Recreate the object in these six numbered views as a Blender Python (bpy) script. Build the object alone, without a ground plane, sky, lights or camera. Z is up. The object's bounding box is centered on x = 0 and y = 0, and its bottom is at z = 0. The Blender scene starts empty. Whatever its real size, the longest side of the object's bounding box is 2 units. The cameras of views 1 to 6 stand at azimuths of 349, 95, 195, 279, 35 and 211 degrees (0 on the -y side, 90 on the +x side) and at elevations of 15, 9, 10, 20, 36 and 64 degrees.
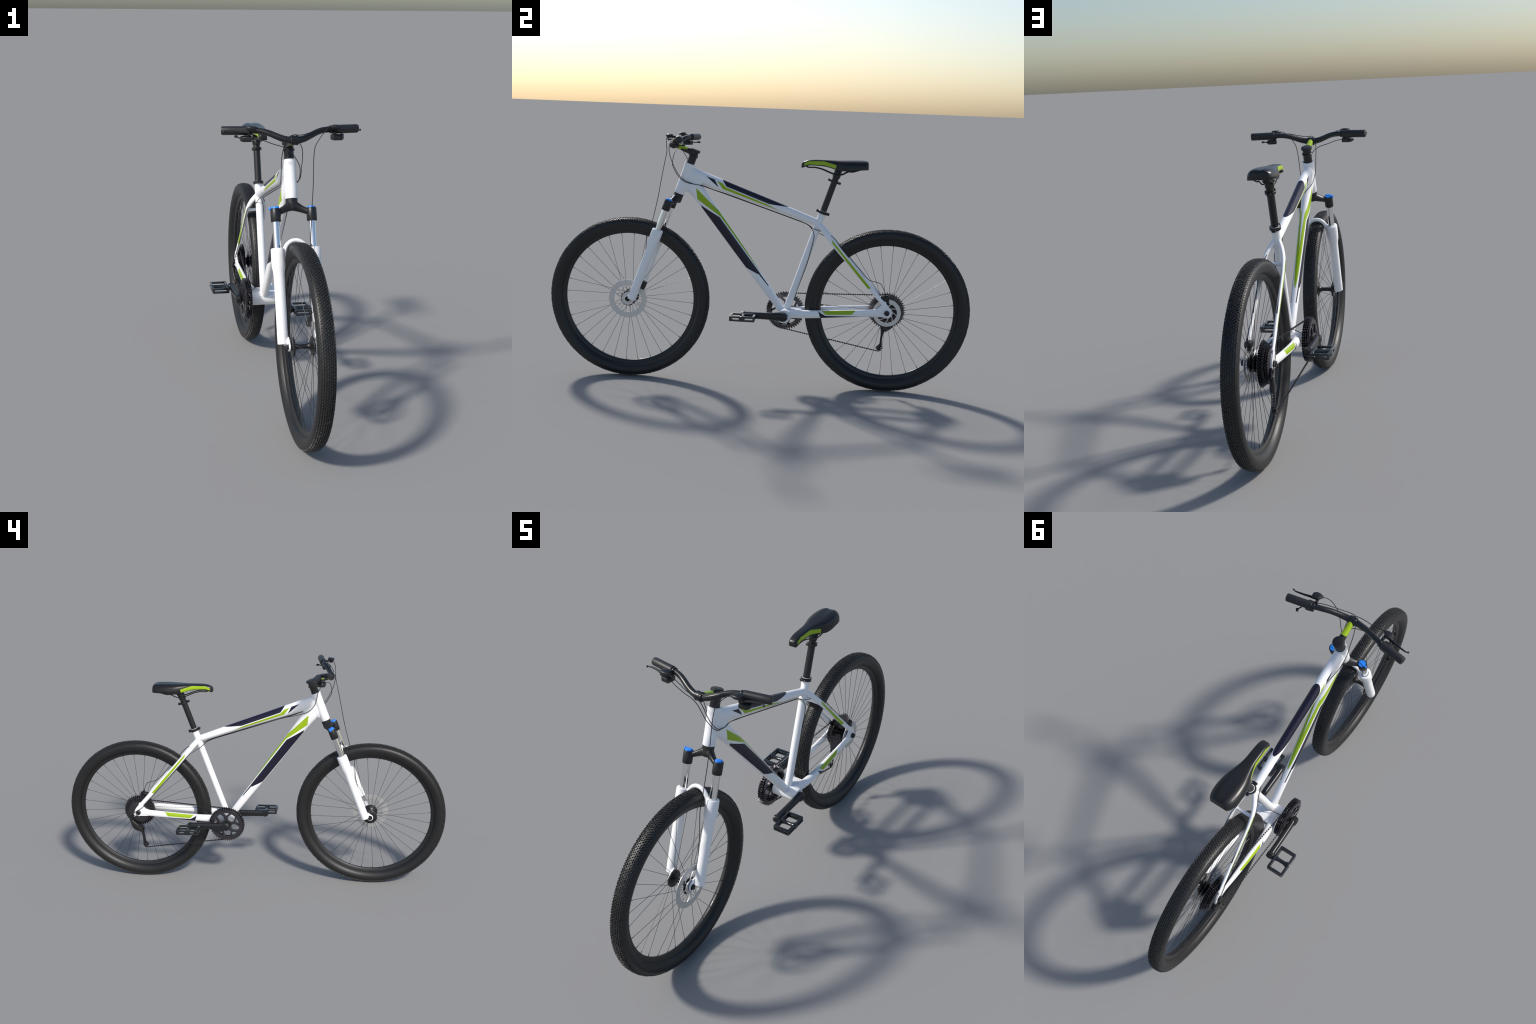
import bpy, bmesh, math, random
from mathutils import Vector, Matrix
random.seed(7)
PI = math.pi
SC = bpy.context.scene

# ------------------------------------------------------------------ materials
def new_mat(name, color, rough=0.5, metal=0.0, coat=0.0, spec=0.5, coat_rough=0.08):
    m = bpy.data.materials.new(name)
    m.use_nodes = True
    b = m.node_tree.nodes["Principled BSDF"]
    b.inputs["Base Color"].default_value = (*color, 1)
    b.inputs["Roughness"].default_value = rough
    b.inputs["Metallic"].default_value = metal
    b.inputs["Coat Weight"].default_value = coat
    b.inputs["Coat Roughness"].default_value = coat_rough
    b.inputs["Specular IOR Level"].default_value = spec
    return m

def add_grain(m, scale, strength, dist=0.0004, rough_var=0.0, col_var=0.0):
    """fine procedural grain: bump, and small variation of roughness and tone"""
    nt = m.node_tree; N = nt.nodes; L = nt.links
    b = N["Principled BSDF"]
    tc = N.new("ShaderNodeTexCoord")
    nz = N.new("ShaderNodeTexNoise"); nz.inputs["Scale"].default_value = scale
    nz.inputs["Detail"].default_value = 4
    L.new(tc.outputs["Object"], nz.inputs["Vector"])
    if strength > 0:
        bp = N.new("ShaderNodeBump"); bp.inputs["Strength"].default_value = strength
        bp.inputs["Distance"].default_value = dist
        L.new(nz.outputs["Fac"], bp.inputs["Height"]); L.new(bp.outputs["Normal"], b.inputs["Normal"])
    if rough_var > 0:
        r0 = b.inputs["Roughness"].default_value
        mr = N.new("ShaderNodeMapRange")
        mr.inputs["To Min"].default_value = r0 - rough_var; mr.inputs["To Max"].default_value = r0 + rough_var
        L.new(nz.outputs["Fac"], mr.inputs["Value"]); L.new(mr.outputs["Result"], b.inputs["Roughness"])
    if col_var > 0:
        c = tuple(b.inputs["Base Color"].default_value)[:3]
        cr = N.new("ShaderNodeValToRGB")
        cr.color_ramp.elements[0].color = (*[x * (1 - col_var) for x in c], 1)
        cr.color_ramp.elements[1].color = (*[x * (1 + col_var) for x in c], 1)
        cr.color_ramp.elements[0].position = 0.3; cr.color_ramp.elements[1].position = 0.7
        n2 = N.new("ShaderNodeTexNoise"); n2.inputs["Scale"].default_value = 9.0; n2.inputs["Detail"].default_value = 5
        L.new(tc.outputs["Object"], n2.inputs["Vector"])
        L.new(n2.outputs["Fac"], cr.inputs["Fac"]); L.new(cr.outputs["Color"], b.inputs["Base Color"])
    return m

C_WHITE = (0.93, 0.93, 0.935)
C_GREEN = (0.325, 0.485, 0.012)
C_NAVY = (0.0125, 0.0108, 0.027)

MAT_WHITE = new_mat("white_paint", C_WHITE, 0.3, 0, 0.0, 0.45)
MAT_PLASTIC = add_grain(new_mat("black_plastic", (0.012, 0.012, 0.013), 0.38), 900, 0.06, rough_var=0.05)
MAT_SATIN = add_grain(new_mat("black_satin_metal", (0.011, 0.0115, 0.013), 0.33), 700, 0.03, rough_var=0.04)
MAT_PEDAL = add_grain(new_mat("pedal_black_gloss", (0.009, 0.011, 0.013), 0.2, 0.0, 0.6), 700, 0.03, rough_var=0.05)
MAT_GRIP = add_grain(new_mat("grip_rubber", (0.016, 0.016, 0.017), 0.45), 1200, 0.2, rough_var=0.06)
MAT_TYRE = add_grain(new_mat("tyre_rubber", (0.0115, 0.0115, 0.0118), 0.46), 160, 0.12, 0.0008, rough_var=0.07, col_var=0.12)
MAT_TREAD = add_grain(new_mat("tread_rubber", (0.026, 0.0255, 0.025), 0.45), 400, 0.3, 0.0008, rough_var=0.1, col_var=0.2)
MAT_RIM = add_grain(new_mat("rim_black", (0.0105, 0.0105, 0.011), 0.42, 0.0, 0.1), 500, 0.04, rough_var=0.04)
MAT_SPOKE = new_mat("spoke_dark_steel", (0.03, 0.03, 0.032), 0.3, 0.35)
MAT_CHROME = new_mat("polished_steel", (0.86, 0.87, 0.88), 0.08, 1.0)
MAT_ROTOR = add_grain(new_mat("brushed_rotor_steel", (0.66, 0.655, 0.65), 0.36, 0.65), 2500, 0.12, 0.0002, rough_var=0.08)
MAT_GEAR = add_grain(new_mat("dark_gear_steel", (0.075, 0.07, 0.08), 0.30, 0.75), 900, 0.08, rough_var=0.08)
MAT_TOOTH = add_grain(new_mat("toothed_steel", (0.10, 0.095, 0.105), 0.22, 0.9), 900, 0.05, rough_var=0.05)
MAT_CHAIN = new_mat("chain_steel", (0.10, 0.096, 0.105), 0.24, 0.85)
MAT_BLUE = new_mat("blue_anodised", (0.02, 0.235, 0.83), 0.35)
MAT_CABLE = new_mat("cable_housing", (0.014, 0.014, 0.015), 0.4)
MAT_SADDLE = None  # built below with its decal

# -- decals: convex polygons in the bike's side plane (y, z), tested in shader nodes
def poly_mask(nt, sy, sz, poly, soft=0.0006):
    """node chain: 1 inside the convex polygon (y,z points, any winding)"""
    N, L = nt.nodes, nt.links
    area = sum(poly[i][0] * poly[(i + 1) % len(poly)][1] - poly[(i + 1) % len(poly)][0] * poly[i][1] for i in range(len(poly)))
    if area < 0: poly = poly[::-1]
    cur = None
    for i in range(len(poly)):
        (y0, z0), (y1, z1) = poly[i], poly[(i + 1) % len(poly)]
        dy, dz = y1 - y0, z1 - z0
        l = math.hypot(dy, dz)
        ny, nz = -dz / l, dy / l           # inward normal for ccw
        c = -(ny * y0 + nz * z0)
        a = N.new("ShaderNodeMath"); a.operation = 'MULTIPLY_ADD'
        L.new(sz, a.inputs[0]); a.inputs[1].default_value = nz; a.inputs[2].default_value = c
        b = N.new("ShaderNodeMath"); b.operation = 'MULTIPLY_ADD'
        L.new(sy, b.inputs[0]); b.inputs[1].default_value = ny; L.new(a.outputs[0], b.inputs[2])
        if cur is None: cur = b.outputs[0]
        else:
            mn = N.new("ShaderNodeMath"); mn.operation = 'MINIMUM'
            L.new(cur, mn.inputs[0]); L.new(b.outputs[0], mn.inputs[1]); cur = mn.outputs[0]
    mr = N.new("ShaderNodeMapRange"); mr.inputs["From Min"].default_value = -soft; mr.inputs["From Max"].default_value = soft
    L.new(cur, mr.inputs["Value"])
    return mr.outputs["Result"]

def decal_mat(name, base, layers, rough=0.3, coat=0.0):
    """layers: list of (colour, [convex polygons]) painted in order over the base colour"""
    m = new_mat(name, base, rough, 0, coat, 0.4)
    nt = m.node_tree; N, L = nt.nodes, nt.links
    tc = N.new("ShaderNodeTexCoord"); sp = N.new("ShaderNodeSeparateXYZ")
    L.new(tc.outputs["Object"], sp.inputs[0])
    prev = None
    ab = N.new("ShaderNodeMath"); ab.operation = 'ABSOLUTE'; L.new(sp.outputs["X"], ab.inputs[0])
    def flank(sign, c, k):
        """1 where sign*(|x| - c - k*y) > 0: keeps a decal on the outer flank or off the crown of a tube"""
        ky = N.new("ShaderNodeMath"); ky.operation = 'MULTIPLY_ADD'; L.new(sp.outputs["Y"], ky.inputs[0])
        ky.inputs[1].default_value = -k; L.new(ab.outputs[0], ky.inputs[2])
        mr = N.new("ShaderNodeMapRange"); L.new(ky.outputs[0], mr.inputs["Value"])
        mr.inputs["From Min"].default_value = c - sign * .0003; mr.inputs["From Max"].default_value = c + sign * .0003
        return mr.outputs["Result"]
    for layer in layers:
        col, polys = layer[:2]
        fac = None
        for p in polys:
            f = poly_mask(nt, sp.outputs["Y"], sp.outputs["Z"], p)
            if fac is None: fac = f
            else:
                mx = N.new("ShaderNodeMath"); mx.operation = 'MAXIMUM'
                L.new(fac, mx.inputs[0]); L.new(f, mx.inputs[1]); fac = mx.outputs[0]
        if len(layer) > 2:
            mu = N.new("ShaderNodeMath"); mu.operation = 'MULTIPLY'
            L.new(fac, mu.inputs[0]); L.new(flank(*layer[2]), mu.inputs[1]); fac = mu.outputs[0]
        mix = N.new("ShaderNodeMix"); mix.data_type = 'RGBA'
        if prev is None: mix.inputs["A"].default_value = (*base, 1)
        else: L.new(prev, mix.inputs["A"])
        mix.inputs["B"].default_value = (*col, 1)
        L.new(fac, mix.inputs["Factor"]); prev = mix.outputs["Result"]
    L.new(prev, N["Principled BSDF"].inputs["Base Color"])
    return m

MAT_TOP_TUBE = decal_mat("top_tube_paint", C_WHITE, [
    (C_NAVY, [[(-.2572, .9841), (-.2157, .9696), (-.1962, .9322)],
              [(-.1823, .9721), (-.1596, .9385), (.0421, .8664), (.139, .8556), (.15, .93), (-.15, 1.03)]]),
    (C_GREEN, [[(-.2073, .9649), (-.1792, .9541), (-.1608, .9352), (-.1765, .9267)],
               [(-.1640, .9363), (.035, .8643), (.0915, .8372), (-.1780, .9272)]])])
def along_dt(so):   # (distance along, offset across) of the down tube -> (y, z)
    return [(.5878 * a + .809 * b, -.809 * a + .5878 * b) for a, b in so]
MAT_DOWN_TUBE = decal_mat("down_tube_paint", C_WHITE, [
    (C_GREEN, [along_dt([(-.928, .3003), (-.881, .2744), (-.752, .3195), (-.785, .3262)]),
               along_dt([(-.81, .3215), (-.81, .3190), (-.752, .3195), (-.424, .3283), (-.424, .345), (-.79, .345)])]),
    (C_WHITE, [along_dt([(-.96, .32), (-.60, .32), (-.60, .35), (-.96, .35)])], (-1, -.0065, -.0691)),
    (C_WHITE, [along_dt([(-.928, .3003), (-.785, .3262), (-.785, .35), (-.96, .35)])]),
    (C_NAVY, [along_dt([(-.8482, .2722), (-.752, .3150), (-.430, .3242), (-.428, .3150), (-.487, .2842), (-.836, .2682)]),
              along_dt([(-.445, .3232), (-.357, .3258), (-.355, .3225), (-.440, .3165)])])])
MAT_CHAIN_STAY = decal_mat("chain_stay_paint", C_WHITE, [
    (C_NAVY, [[(.2949, .3799), (.3297, .3606), (.3082, .3440)], [(.305, .3606), (.4867, .3645), (.4867, .360), (.3082, .3440)]], (1, .0505, 0.0)),
    (C_GREEN, [[(.3109, .3814), (.4687, .393), (.452, .3726), (.3313, .3655)]], (1, .0515, 0.0))])
MAT_SEAT_STAY = decal_mat("seat_stay_paint", C_WHITE, [
    (C_NAVY, [[(.385, .681), (.5035, .5475), (.53, .57), (.41, .71)]]),
    (C_GREEN, [[(.3404, .7198), (.5339, .501), (.5195, .496), (.3454, .701)]], (1, .0295, .0330))])
MAT_STEM = decal_mat("stem_paint", (0.012, 0.012, 0.013), [
    (C_GREEN, [[(-.4095, 1.1059), (-.3851, 1.0955), (-.378, 1.1085), (-.378, 1.16), (-.43, 1.16)],
               [(-.382, 1.1085), (-.3521, 1.1030), (-.3440, 1.113), (-.36, 1.16), (-.40, 1.16)]])], 0.3, 0.2)
MAT_SADDLE = decal_mat("saddle_cover", (0.013, 0.0133, 0.014), [
    (C_GREEN, [[(.1926, 1.0478), (.2011, 1.0653), (.2225, 1.0747), (.2232, 1.0592), (.2125, 1.0566)],
               [(.2195, 1.0742), (.2905, 1.0764), (.2915, 1.0577), (.2202, 1.0588)],
               [(.2875, 1.0766), (.347, 1.0611), (.3445, 1.0450), (.2885, 1.0580)]])], 0.31, 0.0)

# ------------------------------------------------------------------ mesh helpers
def finish(name, bm_or_mesh, mat, parent=None, angle=35, stuff=False):
    if isinstance(bm_or_mesh, bmesh.types.BMesh):
        me = bpy.data.meshes.new(name)
        bmesh.ops.recalc_face_normals(bm_or_mesh, faces=bm_or_mesh.faces)
        bm_or_mesh.to_mesh(me); bm_or_mesh.free()
        me.shade_smooth(); me.set_sharp_from_angle(angle=math.radians(angle))
        me.materials.append(mat)
    else: me = bm_or_mesh
    ob = bpy.data.objects.new(name, me)
    SC.collection.objects.link(ob)
    if parent: ob.parent = parent
    if stuff: ob["kind"] = "stuff"
    return ob

def instance(src, name, parent=None, matrix=None):
    ob = src.copy(); ob.name = name
    SC.collection.objects.link(ob)
    if parent is not None: ob.parent = parent
    if matrix is not None: ob.matrix_local = matrix
    return ob

def ring_faces(bm, rings, close_ends=True, loop=False):
    n = len(rings[0])
    pairs = list(zip(rings[:-1], rings[1:])) + ([(rings[-1], rings[0])] if loop else [])
    for a, b in pairs:
        for i in range(n):
            j = (i + 1) % n
            bm.faces.new((a[i], a[j], b[j], b[i]))
    if close_ends and not loop:
        bm.faces.new(rings[0][::-1]); bm.faces.new(rings[-1])

def sup(c, e): return math.copysign(abs(c) ** (2.0 / e), c)

def loft(bm, secs, n=28, caps=True):
    """secs: (centre, axis_u, axis_v, ru, rv, exponent)"""
    rings = []
    for c, u, v, ru, rv, e in secs:
        c, u, v = Vector(c), Vector(u), Vector(v)
        rings.append([bm.verts.new(c + u * ru * sup(math.cos(t), e) + v * rv * sup(math.sin(t), e))
                      for t in [2 * PI * i / n for i in range(n)]])
    ring_faces(bm, rings, caps)

def catmull(pts, k):
    """resample points (tuples of any length) with a centripetal-ish Catmull-Rom, k steps per span"""
    P = [Vector(p) for p in pts]; out = []
    P = [P[0] * 2 - P[1]] + P + [P[-1] * 2 - P[-2]]
    for i in range(1, len(P) - 2):
        p0, p1, p2, p3 = P[i - 1], P[i], P[i + 1], P[i + 2]
        for s in range(k):
            t = s / k
            out.append(0.5 * ((2 * p1) + (p2 - p0) * t + (2 * p0 - 5 * p1 + 4 * p2 - p3) * t * t + (3 * p1 - p0 - 3 * p2 + p3) * t ** 3))
    out.append(P[-2]); return out

def smooth_path(pts, k):
    pos = catmull([p[:3] for p in pts], k)
    ex = catmull([(*p[3:], 0, 0, 0)[:3] for p in pts], k) if len(pts[0]) > 3 else None
    return pos, ex

def frame_tube(bm, pts, k=6, n=28, e=2.0, caps=True):
    """tube through (x,y,z,a,b): a = half width across the bike (x), b = half height in the side plane"""
    pos, ex = smooth_path(pts, k)
    secs = []
    for i, c in enumerate(pos):
        t = (pos[min(i + 1, len(pos) - 1)] - pos[max(i - 1, 0)]).normalized()
        v = Vector((1, 0, 0)).cross(t).normalized(); u = t.cross(v).normalized()
        secs.append((c, u, v, ex[i][0], ex[i][1], e))
    loft(bm, secs, n, caps)

def rod(bm, pts, r, k=6, n=10, caps=True):
    """round rod along a smooth 3D path, parallel transported; r number or list per control point"""
    if isinstance(r, (int, float)): r = [r] * len(pts)
    pos = catmull(pts, k) if k > 1 else [Vector(p) for p in pts]
    rr = [x[0] for x in catmull([(a, 0, 0) for a in r], k)] if k > 1 else list(r)
    t0 = (pos[1] - pos[0]).normalized()
    u = t0.orthogonal().normalized(); rings = []
    for i, c in enumerate(pos):
        t = (pos[min(i + 1, len(pos) - 1)] - pos[max(i - 1, 0)]).normalized()
        u = (u - t * u.dot(t)).normalized(); v = t.cross(u)
        rings.append([bm.verts.new(c + (u * math.cos(a) + v * math.sin(a)) * rr[i]) for a in [2 * PI * q / n for q in range(n)]])
    ring_faces(bm, rings, caps)

def lathe(bm, prof, origin, axis, n=32, caps=True, ref=None):
    """prof: (distance along axis, radius)"""
    o, ax = Vector(origin), Vector(axis).normalized()
    u = (Vector(ref) if ref else ax.orthogonal()).normalized(); v = ax.cross(u)
    rings = [[bm.verts.new(o + ax * d + (u * math.cos(a) + v * math.sin(a)) * r) for a in [2 * PI * i / n for i in range(n)]] for d, r in prof]
    ring_faces(bm, rings, caps)

def torus_loop(bm, prof, n):
    """closed lathe about the x axis: prof = closed loop of (x, r)"""
    rings = []
    for i in range(n):
        a = 2 * PI * i / n
        rings.append([bm.verts.new((x, r * math.cos(a), r * math.sin(a))) for x, r in prof])
    ring_faces(bm, rings, False, True)

def box(bm, c, size, rot=None, bevel=0.0, seg=2):
    m = Matrix.Translation(c) @ (rot.to_4x4() if rot else Matrix()) @ Matrix.Diagonal((*size, 1))
    g = bmesh.ops.create_cube(bm, size=1, matrix=m)
    if bevel > 0:
        es = list({e for v in g["verts"] for e in v.link_edges})
        bmesh.ops.bevel(bm, geom=es, offset=bevel, segments=seg, affect='EDGES', profile=0.5)

def prism(bm, outline, x0, x1, bevel=0.0):
    """extrude a (y,z) outline between x0 and x1"""
    a = [bm.verts.new((x0, y, z)) for y, z in outline]; b = [bm.verts.new((x1, y, z)) for y, z in outline]
    n = len(a); fs = [bm.faces.new(a), bm.faces.new(b[::-1])]
    for i in range(n): bm.faces.new((a[i], b[i], b[(i + 1) % n], a[(i + 1) % n]))
    if bevel:
        es = [e for f in fs for e in f.edges]
        bmesh.ops.bevel(bm, geom=es, offset=bevel, segments=2, affect='EDGES', profile=0.5)

def annulus(bm, outer, inner, x0, x1, cy=0.0, cz=0.0):
    """flat ring; outer/inner: lists (r, angle) with the same count"""
    def vv(pts, x): return [bm.verts.new((x, cy + r * math.sin(a), cz + r * math.cos(a))) for r, a in pts]
    o0, i0, o1, i1 = vv(outer, x0), vv(inner, x0), vv(outer, x1), vv(inner, x1)
    n = len(outer)
    for i in range(n):
        j = (i + 1) % n
        bm.faces.new((o0[i], o0[j], i0[j], i0[i])); bm.faces.new((o1[i], i1[i], i1[j], o1[j]))
        bm.faces.new((o0[i], o1[i], o1[j], o0[j])); bm.faces.new((i0[i], i0[j], i1[j], i1[i]))

def gear_outline(teeth, r_tip, r_root, duty=0.5):
    pts = []
    for k in range(teeth):
        a = 2 * PI * k / teeth; p = 2 * PI / teeth
        pts += [(r_root, a - p * duty * 0.55), (r_tip, a - p * 0.09), (r_tip, a + p * 0.09), (r_root, a + p * duty * 0.55)]
    return pts

def gear(bm, outline, r_in, x0, x1, cy, cz, crown=.0022):
    """toothed ring whose tooth tips are crowned (rounded across their width)"""
    xm = (x0 + x1) / 2; rt = max(r for r, a in outline)
    def vv(pts, x): return [bm.verts.new((x, cy + r * math.sin(a), cz + r * math.cos(a))) for r, a in pts]
    low = [(r - crown if r > rt - .0005 else r - .0004, a) for r, a in outline]; inn = [(r_in, a) for r, a in outline]
    i0, o0, om, o1, i1 = vv(inn, x0), vv(low, x0), vv(outline, xm), vv(low, x1), vv(inn, x1)
    n = len(outline)
    for A, B in ((i0, o0), (o0, om), (om, o1), (o1, i1), (i1, i0)):
        for i in range(n):
            j = (i + 1) % n
            bm.faces.new((A[i], A[j], B[j], B[i]))

# steering frame: x, m (forward negative), n (up along the steering axis)
def F(x, m, n): return Vector((x, .942 * m + .3355 * n, -.3355 * m + .942 * n))
MV = Vector((0, .942, -.3355)); NV = Vector((0, .3355, .942)); XV = Vector((1, 0, 0))
M_AXIS = -.6648
M_FORK = -.687

# ------------------------------------------------------------------ root
bike = bpy.data.objects.new("mountain_bike", None); SC.collection.objects.link(bike)
bike["label"] = "white mountain bike with green and navy decals"; bike["category"] = "bicycle"

# ------------------------------------------------------------------ frame
bm = bmesh.new()   # head tube with a flared top lip
lathe(bm, [(.7158, .0215), (.7158, .0232), (.7175, .024), (.76, .0238), (.82, .024), (.85, .0252), (.862, .0262), (.8648, .0262), (.8658, .0252), (.8658, .0205), (.858, .0200)],
      F(0, M_AXIS, 0), NV, 48)
# web that blends the two main tubes into the head tube
frame_tube(bm, [(0, -.366, .962, .0200, .060), (0, -.335, .957, .0205, .052), (0, -.308, .951, .0195, .036), (0, -.286, .946, .0165, .018), (0, -.274, .943, .0120, .006)], 5, 32, 2.2)
finish("head_tube", bm, MAT_WHITE, bike)

bm = bmesh.new()
frame_tube(bm, [(0, -.362, .992, .0190, .034), (0, -.345, .990, .0205, .036), (0, -.315, .9835, .0215, .033), (0, -.27, .9715, .0215, .0292), (0, -.19, .945, .0207, .0268), (0, -.09, .9115, .0198, .0240),
                (0, .03, .8717, .0184, .0212), (0, .15, .8310, .0174, .0184), (0, .235, .8015, .0164, .0165), (0, .285, .785, .0152, .0150)], 6, 36, 2.15)
finish("top_tube", bm, MAT_TOP_TUBE, bike)

d = Vector((0, .5878, -.809)); nn = Vector((0, .809, .5878))
bm = bmesh.new()
def DT(s, off, a, b):
    c = nn * off + d * s; return (0, c.y, c.z, a, b)
frame_tube(bm, [DT(-.995, .293, .0185, .036), DT(-.965, .293, .0205, .039), DT(-.93, .2937, .0215, .0370), DT(-.88, .2953, .0212, .0328), DT(-.80, .2976, .0198, .0304), DT(-.65, .3006, .0188, .0281), DT(-.53, .3033, .0180, .0257),
                DT(-.41, .3066, .0168, .0219), DT(-.28, .3101, .0158, .0188), DT(-.20, .3106, .0155, .0176)], 6, 36, 2.25)
finish("down_tube", bm, MAT_DOWN_TUBE, bike)

BB = Vector((0, .1343, .344))
ST_TOP = Vector((0, .2915, .8325)); ST_D = (ST_TOP - BB).normalized()
ST_L = (ST_TOP - BB).length
bm = bmesh.new()
lathe(bm, [(0, .0168), (.08, .0165), (ST_L - .12, .0166), (ST_L - .02, .0174), (ST_L + .010, .0178), (ST_L + .013, .0176), (ST_L + .013, .0152), (ST_L + .005, .015)], BB, ST_D, 36)
finish("seat_tube", bm, MAT_WHITE, bike)

bm = bmesh.new()
lathe(bm, [(-.060, .024), (-.060, .029), (-.058, .0305), (-.03, .0312), (.0, .0305), (.03, .0312), (.059, .0322), (.0615, .0308), (.0615, .024)], BB, XV, 40)
# yoke joining the shell to both stays
loft(bm, [((0, .140, .349), XV, Vector((0, -.1, 1)), .050, .022, 3.5), ((0, .170, .353), XV, Vector((0, -.1, 1)), .050, .0205, 3.5),
          ((0, .198, .357), XV, Vector((0, -.1, 1)), .0485, .0165, 3.5), ((0, .214, .3585), XV, Vector((0, -.1, 1)), .045, .012, 3)], 32)
finish("bottom_bracket_shell", bm, MAT_WHITE, bike)

for s in (1, -1):
    bm = bmesh.new()
    frame_tube(bm, [(s * .026, .150, .350, .014, .018), (s * .041, .200, .357, .0170, .0195), (s * .0485, .255, .3610, .0168, .0188), (s * .0515, .31, .3650, .0150, .0178),
                    (s * .0525, .40, .3722, .0128, .0168), (s * .0515, .50, .3797, .0095, .0168), (s * .0505, .57, .3850, .0062, .0174), (s * .0505, .598, .3868, .0048, .0172)], 6, 28, 2.2)
    finish("chain_stay", bm, MAT_CHAIN_STAY, bike)
    bm = bmesh.new()
    frame_tube(bm, [(s * .004, .267, .793, .0085, .014), (s * .0125, .2815, .7775, .0092, .0136), (s * .027, .306, .7515, .0090, .0130), (s * .0375, .333, .7205, .0082, .0126),
                    (s * .0430, .371, .6775, .0075, .0121), (s * .0448, .429, .6135, .0070, .0117), (s * .0465, .499, .5370, .0066, .0114), (s * .0488, .564, .4652, .0062, .0110), (s * .0503, .600, .4258, .0052, .0106), (s * .0508, .608, .4125, .0045, .0100)], 6, 24, 2.1)
    finish("seat_stay", bm, MAT_SEAT_STAY, bike)
    # dropout plate
    ax = (.6135, .387)
    out = [(.556, .4015), (.572, .407), (.583, .418), (.592, .434), (.603, .4425), (.609, .4375), (.6085, .4300), (.618, .4205), (.626, .4105)]
    out += [(ax[0] + .0225 * math.cos(t), ax[1] + .0225 * math.sin(t)) for t in [.55 - i * .27 for i in range(9)]]
    out += [(.600, .3685), (.575, .3675), (.556, .368)]
    if s < 0: out[9 + 3:9 + 5] = [(.642, .377), (.647, .366), (.640, .359)]
    bm = bmesh.new(); prism(bm, out, s * .0468, s * .0545, .0012)
    finish("dropout", bm, MAT_WHITE, bike)

bm = bmesh.new(); rod(bm, [(-.036, .3425, .7025), (0, .3435, .7035), (.036, .3425, .7025)], .0072, 4, 16)
finish("stay_bridge", bm, MAT_WHITE, bike)

# ------------------------------------------------------------------ seat post, clamp, saddle
bm = bmesh.new()
lathe(bm, [(-.03, .0152), (.18, .0152)], ST_TOP, ST_D, 32)
post = finish("seat_post", bm, MAT_SATIN, bike)
up = ST_D; back = Vector((0, ST_D.z, -ST_D.y))
def clamp_ring(name, dist, r, h):
    bm = bmesh.new()
    c = ST_TOP + up * dist
    lathe(bm, [(-h, r - .0035), (-h, r), (-h + .001, r + .001), (h - .001, r + .001), (h, r), (h, r - .0035)], c, up, 36)
    rot = Matrix((XV, back, up)).transposed()
    box(bm, c + back * (r + .004), (.016, .013, 2 * h), rot, .002)
    box(bm, c - back * (r + .0045) - XV * .004, (.018, .012, 2 * h * .95), rot, .003)
    rod(bm, [c - back * (r + .0055) - XV * .014, c - back * (r + .0055) + XV * .012], .0032, 1, 12)
    return finish(name, bm, MAT_PLASTIC, bike)
clamp_ring("seat_clamp", .0055, .0218, .0066)
clamp_ring("seat_post_collar", .1585, .0212, .0056)
bm = bmesh.new()
lathe(bm, [(.176, .0150), (.178, .0175), (.186, .0188), (.196, .0178), (.212, .0172), (.222, .0170)], ST_TOP, ST_D, 28)
cH = ST_TOP + up * .200
box(bm, cH + Vector((0, .003, .004)), (.046, .026, .009), Matrix.Rotation(-.05, 3, 'X'), .003)
finish("saddle_clamp", bm, MAT_PLASTIC, bike)

# saddle: sections along y = (y, half width top, half width bottom, z top, z bottom)
SAD = [(.1848, .0110, .0112, 1.0590, 1.0445), (.1870, .0150, .0152, 1.0640, 1.0425), (.194, .0185, .0190, 1.0700, 1.0432), (.207, .0205, .0210, 1.0755, 1.0492), (.2205, .0212, .0220, 1.0792, 1.0535),
       (.245, .0220, .0230, 1.0818, 1.0545), (.289, .0238, .0255, 1.0826, 1.0525), (.318, .0285, .0310, 1.0828, 1.0475), (.345, .0370, .0405, 1.0835, 1.0405), (.375, .0475, .0500, 1.0848, 1.0355),
       (.405, .0530, .0548, 1.0862, 1.0368), (.435, .0546, .0562, 1.0870, 1.0415), (.460, .0530, .0545, 1.0868, 1.0430), (.476, .0490, .0505, 1.0858, 1.0440), (.486, .0440, .0455, 1.0838, 1.0445), (.4915, .0392, .0405, 1.0810, 1.0448), (.4942, .0352, .0370, 1.0745, 1.0452)]
bm = bmesh.new(); rings = []
pos = catmull([(a[0], a[1], a[2]) for a in SAD], 4); pz = catmull([(a[3], a[4], 0) for a in SAD], 4)
NS = 40
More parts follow.
